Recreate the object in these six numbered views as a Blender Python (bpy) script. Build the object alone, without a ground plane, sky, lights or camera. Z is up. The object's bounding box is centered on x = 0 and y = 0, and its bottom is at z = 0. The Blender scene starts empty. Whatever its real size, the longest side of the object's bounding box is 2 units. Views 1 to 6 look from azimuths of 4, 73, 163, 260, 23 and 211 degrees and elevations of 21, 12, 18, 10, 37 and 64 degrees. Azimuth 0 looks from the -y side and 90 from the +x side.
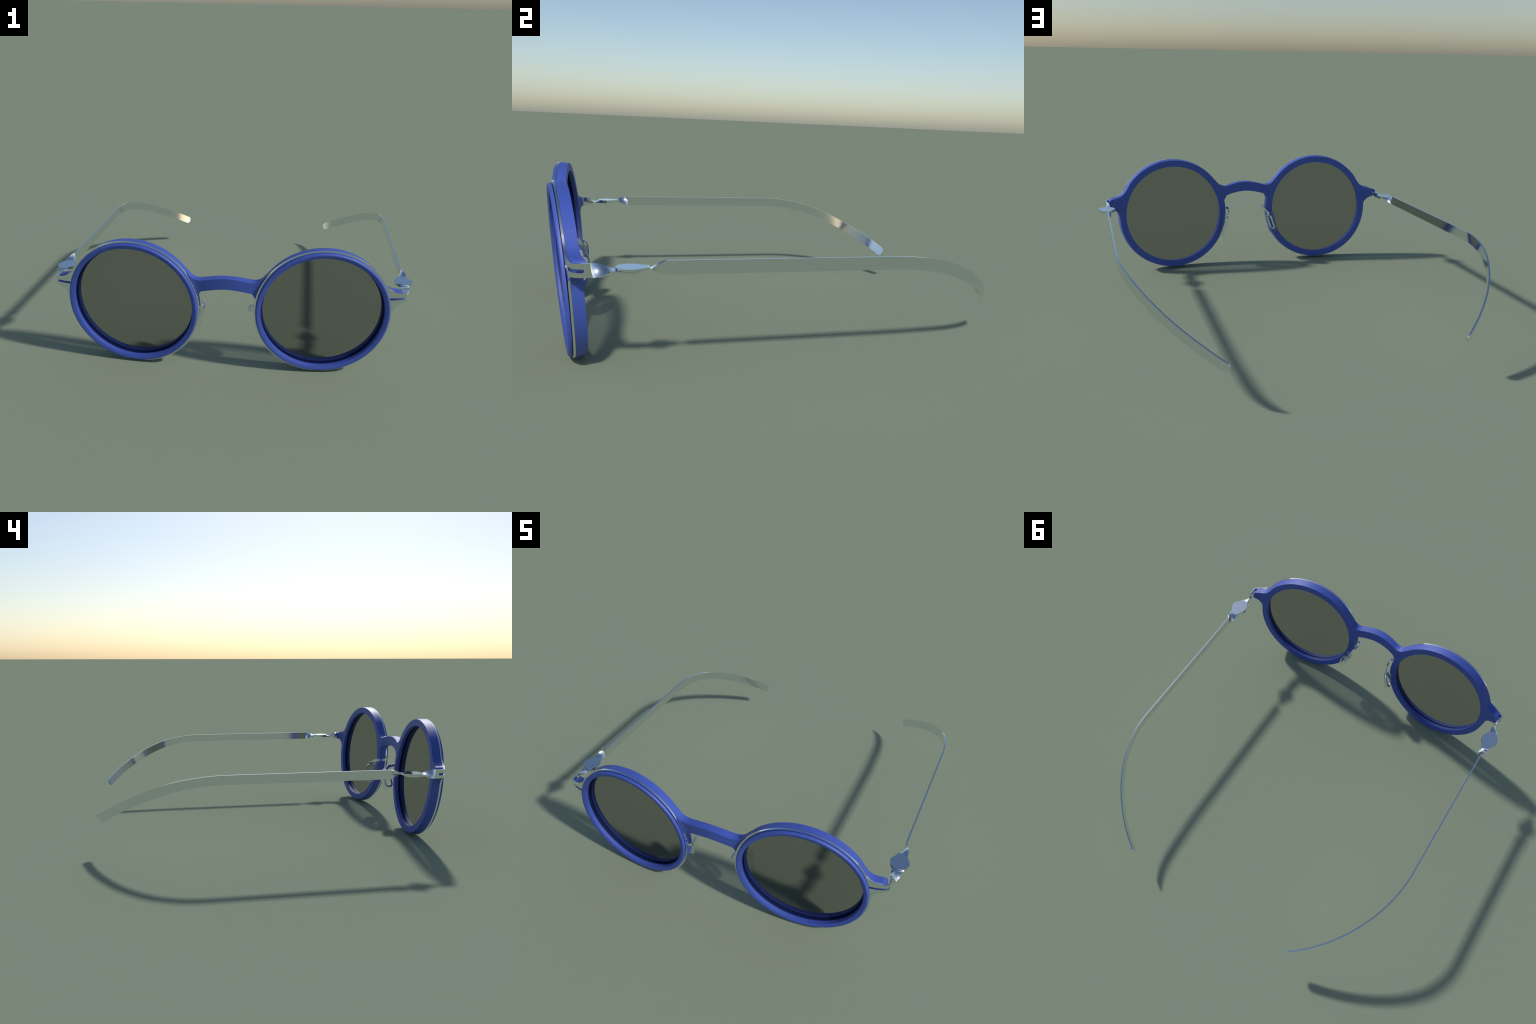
"""Round sunglasses: blue acetate front with clamped metal rim sheets, tinted round
lenses, flat hinge leaves, thin bent metal temples and clear nose pads."""
import bpy, math
from mathutils import Vector
from mathutils.geometry import delaunay_2d_cdt

# ------------------------------------------------------------------ materials
def principled(name, color, rough, metallic=0.0, spec=0.5):
    m = bpy.data.materials.new(name)
    m.use_nodes = True
    p = m.node_tree.nodes["Principled BSDF"]
    p.inputs["Base Color"].default_value = (*color, 1)
    p.inputs["Roughness"].default_value = rough
    p.inputs["Metallic"].default_value = metallic
    p.inputs["Specular IOR Level"].default_value = spec
    return m


def fine_variation(m, color, spread, scale):
    """a barely visible mottling of the base colour, as in dyed acetate"""
    nt = m.node_tree
    p = nt.nodes["Principled BSDF"]
    tc = nt.nodes.new("ShaderNodeTexCoord")
    nz = nt.nodes.new("ShaderNodeTexNoise")
    nz.inputs["Scale"].default_value = scale
    nz.inputs["Detail"].default_value = 3
    cr = nt.nodes.new("ShaderNodeValToRGB")
    cr.color_ramp.elements[0].color = (*[c * (1 - spread) for c in color], 1)
    cr.color_ramp.elements[1].color = (*[c * (1 + spread) for c in color], 1)
    nt.links.new(tc.outputs["Object"], nz.inputs["Vector"])
    nt.links.new(nz.outputs["Fac"], cr.inputs["Fac"])
    nt.links.new(cr.outputs["Color"], p.inputs["Base Color"])


def clear_plastic(name, tint, ior, coat):
    """water-clear soft plastic: next to no bending of light, a faint surface sheen"""
    m = principled(name, tint, 0.05)
    p = m.node_tree.nodes["Principled BSDF"]
    p.inputs["Transmission Weight"].default_value = 1.0
    p.inputs["IOR"].default_value = ior
    p.inputs["Coat Weight"].default_value = coat
    p.inputs["Coat Roughness"].default_value = 0.1
    p.inputs["Coat IOR"].default_value = 1.5
    return m


def tinted(name, enter, leave):
    """absorbing sheet without refraction: light is dimmed on entering and on leaving"""
    m = bpy.data.materials.new(name)
    m.use_nodes = True
    nt = m.node_tree
    nt.nodes.remove(nt.nodes["Principled BSDF"])
    geo = nt.nodes.new("ShaderNodeNewGeometry")
    mix = nt.nodes.new("ShaderNodeMix")
    mix.data_type = "RGBA"
    mix.inputs[6].default_value = (*enter, 1)
    mix.inputs[7].default_value = (*leave, 1)
    tr = nt.nodes.new("ShaderNodeBsdfTransparent")
    nt.links.new(geo.outputs["Backfacing"], mix.inputs[0])
    nt.links.new(mix.outputs[2], tr.inputs["Color"])
    nt.links.new(tr.outputs[0], nt.nodes["Material Output"].inputs["Surface"])
    return m


BLUE = (0.0495, 0.0895, 0.405)
MAT_BLUE = principled("blue_acetate", BLUE, 0.5)
fine_variation(MAT_BLUE, BLUE, 0.02, 9.0)
MAT_METAL = principled("polished_steel", (0.82, 0.86, 0.89), 0.09, 1.0)
MAT_LENS = tinted("tinted_lens", (0.47, 0.47, 0.46), (0.80, 0.80, 0.80))
MAT_PAD = clear_plastic("clear_silicone", (0.91, 0.94, 0.95), 1.03, 0.6)

# -------------------------------------------------------------------- helpers
TOP = bpy.data.objects.new("sunglasses", None)
bpy.context.scene.collection.objects.link(TOP)
TOP["label"] = "round sunglasses, blue frame, grey lenses, thin steel temples"
TOP["category"] = "sunglasses"


def make(name, verts, faces, mat, parent=TOP, angle=35, mirror=False):
    vs = [Vector(v) for v in verts]
    if mirror:
        vs = [Vector((-v.x, v.y, v.z)) for v in vs]
        faces = [tuple(reversed(f)) for f in faces]
    me = bpy.data.meshes.new(name)
    me.from_pydata(vs, [], faces)
    me.materials.append(mat)
    me.validate()
    me.polygons.foreach_set("use_smooth", [True] * len(me.polygons))
    me.set_sharp_from_angle(angle=math.radians(angle))
    ob = bpy.data.objects.new(name, me)
    bpy.context.scene.collection.objects.link(ob)
    ob.parent = parent
    return ob


def spline(pts, n=8):
    """Catmull-Rom through 2D/3D control points, n steps per span"""
    P = [Vector(p) for p in pts]
    P = [P[0] * 2 - P[1]] + P + [P[-1] * 2 - P[-2]]
    out = []
    for i in range(1, len(P) - 2):
        a, b, c, d = P[i - 1:i + 3]
        for k in range(n):
            t = k / n
            out.append(0.5 * (2 * b + (c - a) * t + (2 * a - 5 * b + 4 * c - d) * t * t
                              + (3 * b - a - 3 * c + d) * t ** 3))
    out.append(P[-2])
    return out


def smooth(t):
    t = max(0.0, min(1.0, t))
    return t * t * (3 - 2 * t)


def interp(pairs, x):
    for (x0, y0), (x1, y1) in zip(pairs, pairs[1:]):
        if x <= x1:
            return y0 + (y1 - y0) * max(0, x - x0) / (x1 - x0)
    return pairs[-1][1]


# --------------------------------------------------- lens plane (right side, +x)
TILT, WRAP = -0.085, 0.085                    # top leans forward, outside sweeps back
ORIGIN = Vector((0.491, -0.887, 0.3604))      # lens centre on the back face of the front
U = Vector((math.cos(WRAP), math.sin(WRAP), 0))
V = Vector((0, math.sin(TILT), math.cos(TILT)))
N = U.cross(V).normalized()                   # forward


def local(x, y, w):
    return ORIGIN + U * x + V * y + N * w


SWEEP_X, SWEEP_LEN, SWEEP_A = 0.335, 0.0855, 0.40


def sweep(x):
    """how far the end piece curves back from the lens plane"""
    t = max(0.0, x - SWEEP_X)
    return SWEEP_A * t * t / (2 * SWEEP_LEN) if t < SWEEP_LEN else SWEEP_A * (t - SWEEP_LEN / 2)


def revolve(profile, seg=192, closed=True):
    """profile of (radius, w) turned about the lens axis"""
    verts, faces = [], []
    m = len(profile)
    for i in range(seg):
        a = 2 * math.pi * i / seg
        for r, w in profile:
            verts.append(local(r * math.cos(a), r * math.sin(a), w))
    for i in range(seg):
        j = (i + 1) % seg
        for k in range(m if closed else m - 1):
            l = (k + 1) % m
            faces.append((i * m + k, j * m + k, j * m + l, i * m + l))
    return verts, faces


# ------------------------------------------------------------ blue front plate
R_BACK, R_FRONT, DEPTH = 0.3492, 0.3555, 0.0446
HOLE, GROOVE = 0.3100, 0.3255
GROOVE_W = 0.0215


def bow(a):
    """y of the back face (at lens height) against distance from the middle"""
    plane = lambda x: ORIGIN.y + (x - ORIGIN.x) * math.tan(WRAP)
    if a >= 0.16:
        return plane(a)
    if a <= 0.11:
        return -0.934 + 0.85 * a * a
    y0, y1, m0, m1, h = -0.934 + 0.85 * 0.0121, plane(0.16), 0.187, math.tan(WRAP), 0.05
    t = (a - 0.11) / h
    return ((2 * t ** 3 - 3 * t * t + 1) * y0 + (t ** 3 - 2 * t * t + t) * h * m0
            + (-2 * t ** 3 + 3 * t * t) * y1 + (t ** 3 - t * t) * h * m1)


def front_map(xl, b, w):
    """local lens coordinates -> world, with the bridge bowed forward"""
    X = ORIGIN.x + U.x * xl
    k = smooth(X / 0.16)
    nrm = Vector((N.x * k, N.y, N.z * k))
    back = sweep(xl)
    return Vector((X, bow(X) + V.y * b + back, ORIGIN.z + V.z * b + 0.25 * back)) + nrm * (w * (1 + 0.04 * (1 - k)))


MID = -ORIGIN.x / U.x                          # local x of the symmetry plane


def arc(r, a0, a1, n):
    return [Vector((r * math.cos(math.radians(a0 + (a1 - a0) * i / n)),
                    r * math.sin(math.radians(a0 + (a1 - a0) * i / n)))) for i in range(n + 1)]


bridge_top = spline([(MID, .1849), (-.4526, .1826), (-.4125, .1758), (-.3824, .1690), (-.3550, .1632),
                     (-.3300, .1655), (-.3100, .1772), (-.2940, .1950),
                     (R_BACK * math.cos(math.radians(141)), R_BACK * math.sin(math.radians(141)))])
over_top = arc(R_BACK, 140, 37, 90)
endpiece = spline([(R_BACK * math.cos(math.radians(36.4)), R_BACK * math.sin(math.radians(36.4))),
                   (.2900, .1915), (.3050, .1680), (.3225, .1475), (.3385, .1365), (.3592, .1278), (.3807, .1222),
                   (.3970, .1180), (.4065, .1135), (.4125, .1050), (.4142, .0900), (.4135, .0745), (.4060, .0665),
                   (.3870, .0590), (.3690, .0470), (.3555, .0310), (.3505, .0150),
                   (R_BACK, -.0030)], 6)
under = arc(R_BACK, -1.5, -190.5, 170)
bridge_low = spline([(-.3436, .0690), (-.3440, .0735), (-.3535, .0900), (-.3610, .1000), (-.3690, .1045),
                     (-.3840, .1082), (-.4125, .1150), (-.4526, .1217), (MID, .1248)])
half = bridge_top + over_top + endpiece + under + bridge_low
clean = [half[0]]
for p in half[1:]:
    if (p - clean[-1]).length > 0.0008:
        clean.append(p)
half = clean


def outward(pts, i):
    a, b = pts[max(i - 1, 0)], pts[min(i + 1, len(pts) - 1)]
    t = (b - a).normalized()
    return Vector((-t.y, t.x))


# the front edge of the rim and end piece is drafted outward, the bridge is not
half_front = []
for i, p in enumerate(half):
    k = smooth((p.x + 0.375) / 0.05)
    k *= 1 - smooth((p.x - 0.390) / 0.025)
    half_front.append(p + outward(half, i) * (R_FRONT - R_BACK) * k)


def build_front():
    nh = len(half)
    loop = [(1, i) for i in range(nh)] + [(-1, i) for i in range(nh - 2, 0, -1)]
    to2d = lambda s, p: Vector((s * (ORIGIN.x + U.x * p.x), p.y))
    pts = [to2d(s, half[i]) for s, i in loop]
    info = [(s, half[i], half_front[i]) for s, i in loop]
    nb = len(pts)
    edges = [(i, (i + 1) % nb) for i in range(nb)]
    seg = 160
    for s in (1, -1):
        start = len(pts)
        for k in range(seg):
            a = 2 * math.pi * k / seg
            d = Vector((math.cos(a), math.sin(a)))
            pts.append(to2d(s, d * HOLE))
            info.append((s, d * HOLE, d * GROOVE))
        edges += [(start + k, start + (k + 1) % seg) for k in range(seg)]
    # interior points that carry the bow of the bridge
    for ix in range(-13, 14):
        for iy in range(4):
            x = abs(ix) * 0.0115
            top = interp([(0, .1849), (.08, .1758), (.11, .1692), (.15, .165)], x)
            low = interp([(0, .1248), (.08, .1150), (.11, .1079), (.15, .08)], x)
            p = Vector(((x - ORIGIN.x) / U.x, low + (top - low) * (iy + .7) / 4.4))
            s = 1 if ix >= 0 else -1
            pts.append(Vector((ix * 0.0115, p.y)))
            info.append((s, p, p))
    co, _, tris, orig, *_ = delaunay_2d_cdt([Vector(p) for p in pts], edges, [], 1, 1e-7)
    assert len(co) == len(pts)
    back = [o[0] for o in orig]
    cx = ORIGIN.x
    verts, faces = [], []
    for s, p, q in info:
        a = front_map(p.x, p.y, 0)
        verts.append(Vector((s * a.x, a.y, a.z)))
    for s, p, q in info:
        a = front_map(q.x, q.y, DEPTH)
        verts.append(Vector((s * a.x, a.y, a.z)))
    n = len(info)
    for t in tris:
        c = sum((co[i] for i in t), Vector((0, 0))) / 3
        if (((abs(c.x) - cx) / U.x) ** 2 + c.y ** 2) ** .5 < HOLE:
            continue
        t = [back[i] for i in t]
        a, b, c3 = (pts[i] for i in t)
        if (b - a).cross(c3 - a) > 0:
            t = t[::-1]
        # seen from the front (-y) world x runs to the right, so this order faces back
        faces.append(tuple(t))
        faces.append(tuple(n + i for i in reversed(t)))
    for i in range(nb):
        j = (i + 1) % nb
        faces.append((i, j, n + j, n + i))
    # stepped inner wall that holds the lens: wall, groove floor, groove wall
    for h, s in enumerate((1, -1)):
        st = nb + h * seg
        base = len(verts)
        for r, w in ((HOLE, GROOVE_W), (GROOVE, GROOVE_W)):
            for k in range(seg):
                a = 2 * math.pi * k / seg
                p = front_map(r * math.cos(a), r * math.sin(a), w)
                verts.append(Vector((s * p.x, p.y, p.z)))
        rows = [list(range(st, st + seg)), list(range(base, base + seg)),
                list(range(base + seg, base + 2 * seg)), list(range(n + st, n + st + seg))]
        for r0, r1 in zip(rows, rows[1:]):
            for k in range(seg):
                l = (k + 1) % seg
                f = (r0[k], r0[l], r1[l], r1[k])
                faces.append(f if s < 0 else f[::-1])
    import bmesh
    ob = make("frame_front", verts, faces, MAT_BLUE)
    bm = bmesh.new()
    bm.from_mesh(ob.data)
    bmesh.ops.recalc_face_normals(bm, faces=bm.faces)
    bm.to_mesh(ob.data)
    bm.free()
    ob.data.set_sharp_from_angle(angle=math.radians(35))


build_front()

# ------------------------------------------------ clamping ring and lens (turned)
ring_profile = [(.3458, .0556), (.3472, .0566), (.3472, .0600), (.3464, .0640), (.3448, .0672), (.3424, .0693),
                (.3394, .0702), (.3360, .0697), (.3205, .0645), (.3200, .0638), (.3200, .0340), (.3252, .0340),
                (.3252, .0556)]
# meniscus lens whose edge sits in the groove
LENS_R, LENS_CURVE, LENS_FRONT, LENS_BACK = 0.3188, 2.6, 0.0632, 0.0379
_rs = [LENS_R * i / 14 for i in range(15)]
lens_profile = [(r, LENS_FRONT - r * r / (2 * LENS_CURVE)) for r in _rs] \
    + [(r, LENS_BACK - r * r / (2 * LENS_CURVE)) for r in reversed(_rs)]


def build_lens(mirror):
    seg = 128
    prof = lens_profile[1:-1]
    verts, faces = revolve(prof, seg, closed=False)
    m = len(prof)
    c0, c1 = len(verts), len(verts) + 1
    verts += [local(0, 0, lens_profile[0][1]), local(0, 0, lens_profile[-1][1])]
    for i in range(seg):
        j = (i + 1) % seg
        faces.append((c0, j * m, i * m))
        faces.append((c1, i * m + m - 1, j * m + m - 1))
    faces = [tuple(reversed(f)) for f in faces]
    make("lens", verts, faces, MAT_LENS, mirror=mirror, angle=40)


def build_ring(mirror):
    verts, faces = revolve(ring_profile, 224)
    faces = [tuple(reversed(f)) for f in faces]
    make("lens_ring", verts, faces, MAT_BLUE, mirror=mirror, angle=32)


# --------------------------------------------------------------- metal rim sheet
SHEET_BACK, SHEET_FRONT, R_SHEET = 0.0453, 0.0538, 0.3562
S0, BEND_R, BEND_A = SWEEP_X + SWEEP_LEN + 0.0, 0.024, math.radians(85)
S1 = S0 + BEND_R * (BEND_A - SWEEP_A)
S_END = S1 + 0.0360


def fold_angle(s):
    if s <= SWEEP_X:
        return 0.0
    if s <= S0:
        return SWEEP_A * (s - SWEEP_X) / SWEEP_LEN
    return min(SWEEP_A + (s - S0) / BEND_R, BEND_A)


_fold = [(SWEEP_X, SWEEP_X, 0.0)]                  # (s, sideways, forward) of the outer skin
for _i in range(400):
    _s, _x, _f = _fold[-1]
    _h = (S_END + 0.01 - SWEEP_X) / 400
    _a = fold_angle(_s + _h / 2)
    _fold.append((_s + _h, _x + _h * math.cos(_a), _f - _h * math.sin(_a)))


def sheet_map(s, b, w):
    """the flat sheet folded back round the end piece: s runs along the sheet"""
    if s <= SWEEP_X:
        return local(s, b, w)
    k = (s - SWEEP_X) / (_fold[1][0] - _fold[0][0])
    i = min(int(k), len(_fold) - 2)
    k -= i
    side = _fold[i][1] * (1 - k) + _fold[i + 1][1] * k
    fwd = _fold[i][2] * (1 - k) + _fold[i + 1][2] * k
    ang, off = fold_angle(s), w - SHEET_FRONT
    p = ORIGIN + U * (side + off * math.sin(ang)) + V * b + N * (SHEET_FRONT + fwd + off * math.cos(ang))
    p.z += N.z * -fwd                              # the tab runs back level
    return p


TAB_END = (sheet_map(S_END, 0.093, SHEET_FRONT) + sheet_map(S_END, 0.093, SHEET_BACK)) / 2


def build_sheet(mirror):
    upper = spline([(R_SHEET * math.cos(math.radians(33)), R_SHEET * math.sin(math.radians(33))),
                    (.3085, .1765), (.3195, .1608), (.3349, .1472), (.3573, .1340), (.3807, .1252),
                    (.4000, .1205), (.4200, .1185), (.4350, .1180)], 6)
    lower = spline([(.4350, .0680), (.4200, .0677), (.4060, .0650), (.3913, .0590), (.3762, .0500), (.3645, .0370),
                    (.3585, .0230), (R_SHEET, .0060)], 6)
    steps = [S1 + (S_END - S1) * i / 5 for i in range(6)]
    tab = [Vector((s, .1180)) for s in steps] + [Vector((S_END, .1180 - .05 * i / 6)) for i in range(1, 6)] \
        + [Vector((s, .0680)) for s in reversed(steps)]
    loop = upper + tab + lower + arc(R_SHEET, 0, -327, 300)[1:-1]
    pts = [loop[0]]
    for p in loop[1:]:
        if (p - pts[-1]).length > 0.0006:
            pts.append(p)
    nb = len(pts)
    loops = [list(range(nb))]
    edges = [(i, (i + 1) % nb) for i in range(nb)]
    seg, hole = 160, 0.3262
    loops.append(list(range(nb, nb + seg)))
    pts += [Vector((hole * math.cos(2 * math.pi * k / seg), hole * math.sin(2 * math.pi * k / seg)))
            for k in range(seg)]
    # slot cut along the end piece and round the bend
    sl0, sl1, sc, sh = 0.338, S_END - 0.0185, 0.0915, 0.0064
    slot = [Vector((sl0 + (sl1 - sh - sl0) * i / 30, sc - sh)) for i in range(31)]
    slot += [Vector((sl1 - sh + sh * math.cos(a), sc + sh * math.sin(a)))
             for a in [-math.pi / 2 + math.pi * i / 10 for i in range(1, 10)]]
    slot += [Vector((sl1 - sh - (sl1 - sh - sl0) * i / 30, sc + sh)) for i in range(31)]
    loops.append(list(range(nb + seg, nb + seg + len(slot))))
    pts += slot
    for lp in loops[1:]:
        edges += [(lp[i], lp[(i + 1) % len(lp)]) for i in range(len(lp))]
    in_slot = lambda c: sl0 < c.x < sl1 and abs(c.y - sc) < sh and \
        (c.x < sl1 - sh or (c.x - sl1 + sh) ** 2 + (c.y - sc) ** 2 < sh * sh)
    for i in range(22):
        s = S0 - .004 + (S_END - S0 - 0.0) * i / 22
        for b in (.074, .080, .1035, .110):
            pts.append(Vector((s, b)))
    co, _, tris, orig, *_ = delaunay_2d_cdt(pts, edges, [], 1, 1e-7)
    back = [o[0] for o in orig]
    n = len(pts)
    verts = [sheet_map(p.x, p.y, SHEET_FRONT) for p in pts] + [sheet_map(p.x, p.y, SHEET_BACK) for p in pts]
    faces = []
    for t in tris:
        c = sum((co[i] for i in t), Vector((0, 0))) / 3
        if c.length < hole or in_slot(c):
            continue
        t = [back[i] for i in t]
        a, b, c3 = (pts[i] for i in t)
        if (b - a).cross(c3 - a) < 0:
            t = t[::-1]
        faces.append(tuple(t))
        faces.append(tuple(n + i for i in reversed(t)))
    for lp in loops:
        for i in range(len(lp)):
            a, b = lp[i], lp[(i + 1) % len(lp)]
            faces.append((a, b, n + b, n + a))
    ob = make("metal_rim", verts, faces, MAT_METAL, mirror=mirror)
    fix_normals(ob, 32)
    return ob


def fix_normals(ob, angle):
    import bmesh
    bm = bmesh.new()
    bm.from_mesh(ob.data)
    bmesh.ops.recalc_face_normals(bm, faces=bm.faces)
    bm.to_mesh(ob.data)
    bm.free()
    ob.data.set_sharp_from_angle(angle=math.radians(angle))


# ---------------------------------------------------------- flat strips of metal
def strip(name, stations, thick, mat, parent, mirror, cols=12, angle=35):
    """stations: (centre, width direction, surface normal, half width)"""
    verts, faces = [], []
    for c, e, nrm, hw in stations:
        for side in (.5, -.5):
            for j in range(cols + 1):
                k = -1 + 2 * j / cols
                verts.append(c + e * (hw * k) + nrm * (thick * side))
    m = cols + 1
    row = 2 * m
    for i in range(len(stations) - 1):
        a, b = i * row, (i + 1) * row
        for j in range(cols):
            faces.append((a + j, a + j + 1, b + j + 1, b + j))
            faces.append((a + m + j, b + m + j, b + m + j + 1, a + m + j + 1))
        faces.append((a, b, b + m, a + m))
        faces.append((a + cols, a + m + cols, b + m + cols, b + cols))
    for a in (0, (len(stations) - 1) * row):
        for j in range(cols):
            faces.append((a + j, a + m + j, a + m + j + 1, a + j + 1))
    ob = make(name, verts, faces, mat, parent, mirror=mirror)
    fix_normals(ob, angle)
    return ob


HINGE = Vector((0.9245, -0.7050))
DISC_R, LEAF_T, NECK = 0.0488, 0.0080, 0.0248
UPPER_Z, LOWER_Z = 0.4565, 0.4474
TEMPLE_X, TEMPLE_Z, TEMPLE_H, TEMPLE_T = 0.9222, 0.4547, 0.0256, 0.0080


LEAF_SHAPE = [(0, .0488), (.01, .0477), (.02, .0442), (.028, .0398), (.036, .0346), (.044, .0302), (.052, .0268),
              (.060, .0251), (.066, NECK), (.08, NECK)]


def disc_width(d, r):
    """half width of a leaf at distance d from the hinge axis: disc flowing into a neck"""
    if d <= 0:
        return math.sqrt(max(r * r - d * d, 0.0))
    return max(NECK, interp(LEAF_OUTLINE, d) * (r / DISC_R if d < 0.02 else 1))


LEAF_OUTLINE = [(p.x, p.y) for p in spline(LEAF_SHAPE, 6)]


def leaf(kind, mirror, parent):
    """horizontal hinge disc whose neck twists a quarter turn into the upright strip"""
    front = kind == "front"
    sgn = -1 if front else 1                       # travel from the disc towards the strip
    r = 0.0470 if front else DISC_R
    z0 = LOWER_Z if front else UPPER_Z
    flat_end, twist_end = (0.062, HINGE.y - TAB_END.y) if front else (0.064, 0.1300)
    x_end, z_end = (TAB_END.x, TAB_END.z) if front else (TEMPLE_X, TEMPLE_Z)
    st = []
    ds = [-r * math.cos(math.pi / 2 * i / 14) for i in range(15)]
    ds += [flat_end * i / 22 for i in range(1, 23)]
    ds += [flat_end + (twist_end - flat_end) * i / 24 for i in range(1, 25)]
    for d in ds:
        t = max(0.0, (d - flat_end) / (twist_end - flat_end))
        q = t
        phi = q * math.pi / 2
        k = smooth(t)
        c = Vector((HINGE.x + (x_end - HINGE.x) * k, HINGE.y + sgn * d, z0 + (z_end - z0) * k))
        e = Vector((math.cos(phi), 0, sgn * math.sin(phi)))
        nrm = Vector((-sgn * math.sin(phi), 0, math.cos(phi)))
        hw = max(disc_width(d, r), 0.0004) if t == 0 else NECK + (TEMPLE_H - NECK) * t
        if front:                                  # skew so that the strip end meets the raked tab
            e = Vector((e.x, e.y + 0.085 * k, e.z))
        st.append((c, e, nrm, hw))
    strip("hinge_leaf", st, LEAF_T, MAT_METAL, parent, mirror)


# temple: straight, then rolled inward on a circle while the outline drops
BEND_Y, ROLL_R = 0.300, 0.828
DROP = [(0, 0), (.12, .0065), (.254, .0290), (.3617, .0610), (.473, .1035), (.602, .1605), (.717, .2150), (.835, .2760)]
LENGTH = 0.8375


def temple_path(L):
    """top-edge point and tangent; L is the length past the bend (negative = straight part)"""
    if L <= 0:
        return Vector((TEMPLE_X, BEND_Y + L, TEMPLE_Z + TEMPLE_H))
    a = L / ROLL_R
    f = temple_drop(L)
    return Vector((TEMPLE_X - ROLL_R * (1 - math.cos(a)), BEND_Y + ROLL_R * math.sin(a), TEMPLE_Z + TEMPLE_H - f))


_drop = spline([(-.12, 0)] + DROP + [(.95, .338)], 24)


def temple_drop(L):
    for p, q in zip(_drop, _drop[1:]):
        if L <= q.x:
            return p.y + (q.y - p.y) * (L - p.x) / (q.x - p.x)
    return _drop[-1].y


def lean_at(L):
    if L <= 0:
        return 0.0
    n = 24
    h = L / n
    return 0.1 * (math.hypot(L - 0.5, 0.05) + L - 0.5 - 0.0025) + LEAN * sum((temple_drop((i + .5) * h + .004) - temple_drop((i + .5) * h - .004)) / .008 * h / ROLL_R
                      for i in range(n))


LEAN = 0.65


def build_temple(mirror):
    start = -0.5750 - BEND_Y
    Ls = [start + (0 - start) * i / 16 for i in range(16)] + [LENGTH * .975 * i / 90 for i in range(91)]
    cap = 0.019
    Ls = [l for l in Ls if l < LENGTH - cap] + [LENGTH - cap + cap * math.sin(math.pi / 2 * i / 12) for i in range(13)]
    st = []
    for l in Ls:
        h = 0.002
        p = temple_path(l)
        t = (temple_path(l + h) - temple_path(l - h)).normalized()
        a = max(l, 0) / ROLL_R
        lean = lean_at(l)                                 # the roll axis leans with the drop
        nrm = Vector((math.cos(a) * math.cos(lean), math.sin(a) * math.cos(lean), -math.sin(lean)))
        e = t.cross(nrm)
        e = e if e.z > 0 else -e
        hw = TEMPLE_H
        d = l - (LENGTH - cap)
        if d > 0:
            hw = max(TEMPLE_H * math.sqrt(max(1 - (d / cap) ** 2, 0)) ** 0.8, 0.001)
        st.append((p - e * TEMPLE_H, e, nrm, hw))
    ob = strip("temple", st, TEMPLE_T, MAT_METAL, TOP, mirror, cols=4)
    return ob


# -------------------------------------------------------------------- nose pads
def tube_strip(name, path, widths, thick, normal_of, mat, parent, mirror):
    st = []
    for i, p in enumerate(path):
        t = (path[min(i + 1, len(path) - 1)] - path[max(i - 1, 0)]).normalized()
        up = normal_of(i)
        nrm = t.cross(up).normalized()
        e = nrm.cross(t).normalized()
        st.append((p, e, nrm, widths))
    return strip(name, st, thick, mat, parent, mirror, cols=4)


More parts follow.
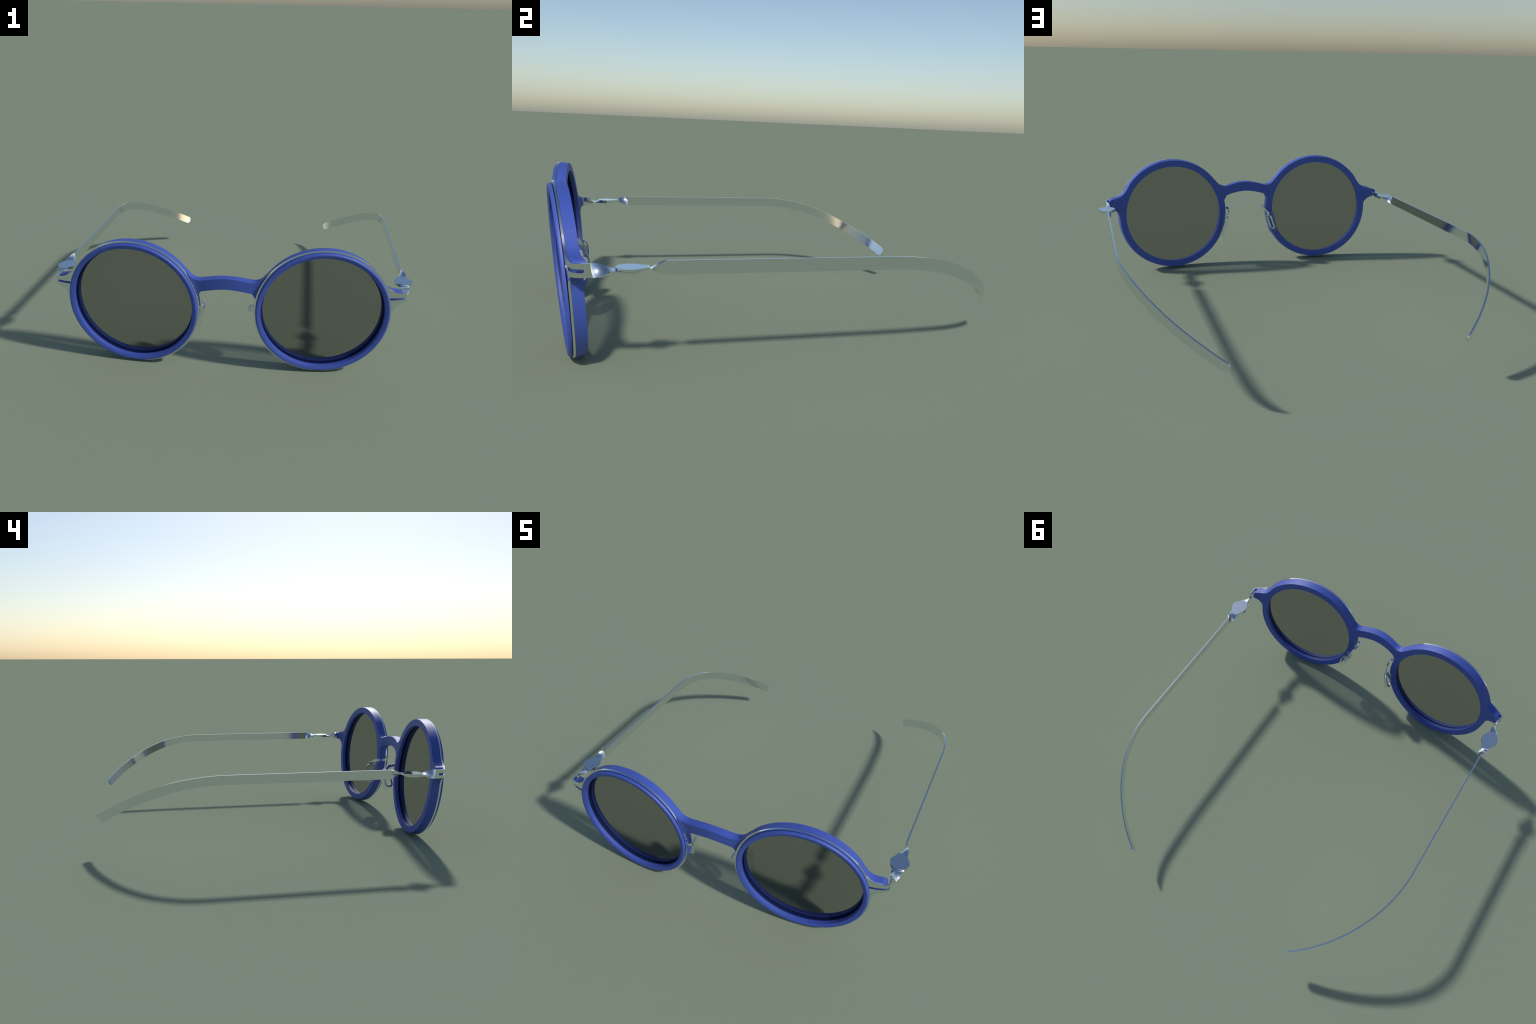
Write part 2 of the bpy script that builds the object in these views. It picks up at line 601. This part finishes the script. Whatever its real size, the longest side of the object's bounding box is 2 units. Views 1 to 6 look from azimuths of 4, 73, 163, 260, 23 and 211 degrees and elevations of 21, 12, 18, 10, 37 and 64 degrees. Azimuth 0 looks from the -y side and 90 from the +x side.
def build_nose_pad(mirror):
    # pad body: a stadium-shaped pillow
    centre = Vector((0.1620, -0.8605, 0.2780))
    along = Vector((0.20, -0.06, -1.0)).normalized()      # towards the bottom, spreading outward
    across = Vector((0.29, 0.957, 0)).normalized()      # the rear edge stands further out
    nrm = along.cross(across).normalized()
    half_l, half_w, half_t = 0.0768, 0.0355, 0.0165
    verts, faces = [], []
    seg = 56
    layers = [(-1.0, .84), (-.88, .95), (-.5, 1.0), (.5, 1.0), (.88, .95), (1.0, .84)]
    for tz, sc in layers:
        for k in range(seg):
            a = 2 * math.pi * k / seg
            ca, sa = math.cos(a), math.sin(a)
            r = (abs(ca) ** 2.6 + abs(sa) ** 2.6) ** (-1 / 2.6)
            inset = (1 - sc) * half_w
            verts.append(centre + along * (ca * r * (half_l - inset)) + across * (sa * r * (half_w - inset))
                         + nrm * (tz * half_t))
    for i in range(len(layers) - 1):
        for k in range(seg):
            l = (k + 1) % seg
            faces.append((i * seg + k, i * seg + l, (i + 1) * seg + l, (i + 1) * seg + k))
    c0, c1 = len(verts), len(verts) + 1
    verts += [centre - nrm * (half_t), centre + nrm * (half_t)]
    top = (len(layers) - 1) * seg
    for k in range(seg):
        l = (k + 1) % seg
        faces.append((c0, l, k))
        faces.append((c1, top + k, top + l))
    pad = make("nose_pad", verts, faces, MAT_PAD, mirror=mirror, angle=60)
    fix_normals(pad, 60)
    # flat wire arm from the metal rim round to the pad
    path = spline([(.1400, -.9650, .3670), (.1280, -.9668, .3670), (.1185, -.9620, .3668), (.1150, -.9520, .3665),
                   (.1160, -.9350, .3662), (.1200, -.9120, .3650), (.1265, -.8910, .3615), (.1325, -.8730, .3550),
                   (.1380, -.8640, .3455), (.1420, -.8610, .3320)], 5)
    ups = [Vector((0, 0, 1)).lerp(across, smooth((i / len(path) - .5) / .45)) for i in range(len(path))]
    tube_strip("nose_pad_arm", path, .0085, .0065, lambda i: ups[i], MAT_METAL, pad, mirror)
    # closed wire loop that holds the pad
    lc, ld = Vector((0.1610, -0.8655, 0.2800)), Vector((0.36, -0.11, -1)).normalized()
    ln = ld.cross(across).normalized()
    hl, hw, ww, tt = 0.0545, 0.0300, 0.0105, 0.0065
    seg = 48
    verts, faces = [], []
    for k in range(seg):
        a = 2 * math.pi * k / seg
        ca, sa = math.cos(a), math.sin(a)
        r = (abs(ca) ** 5 + abs(sa) ** 5) ** (-1 / 5)
        for inset, z in ((0, .5), (ww, .5), (ww, -.5), (0, -.5)):
            verts.append(lc + ld * (ca * r * (hl - inset)) + across * (sa * r * (hw - inset)) + ln * (z * tt))
    for k in range(seg):
        l = (k + 1) % seg
        for j in range(4):
            i = (j + 1) % 4
            faces.append((k * 4 + j, l * 4 + j, l * 4 + i, k * 4 + i))
    lp = make("nose_pad_loop", verts, faces, MAT_METAL, pad, mirror=mirror)
    fix_normals(lp, 35)


for mirror in (False, True):
    build_ring(mirror)
    build_lens(mirror)
    rim = build_sheet(mirror)
    leaf("front", mirror, rim)
    temple = build_temple(mirror)
    leaf("rear", mirror, temple)
    build_nose_pad(mirror)
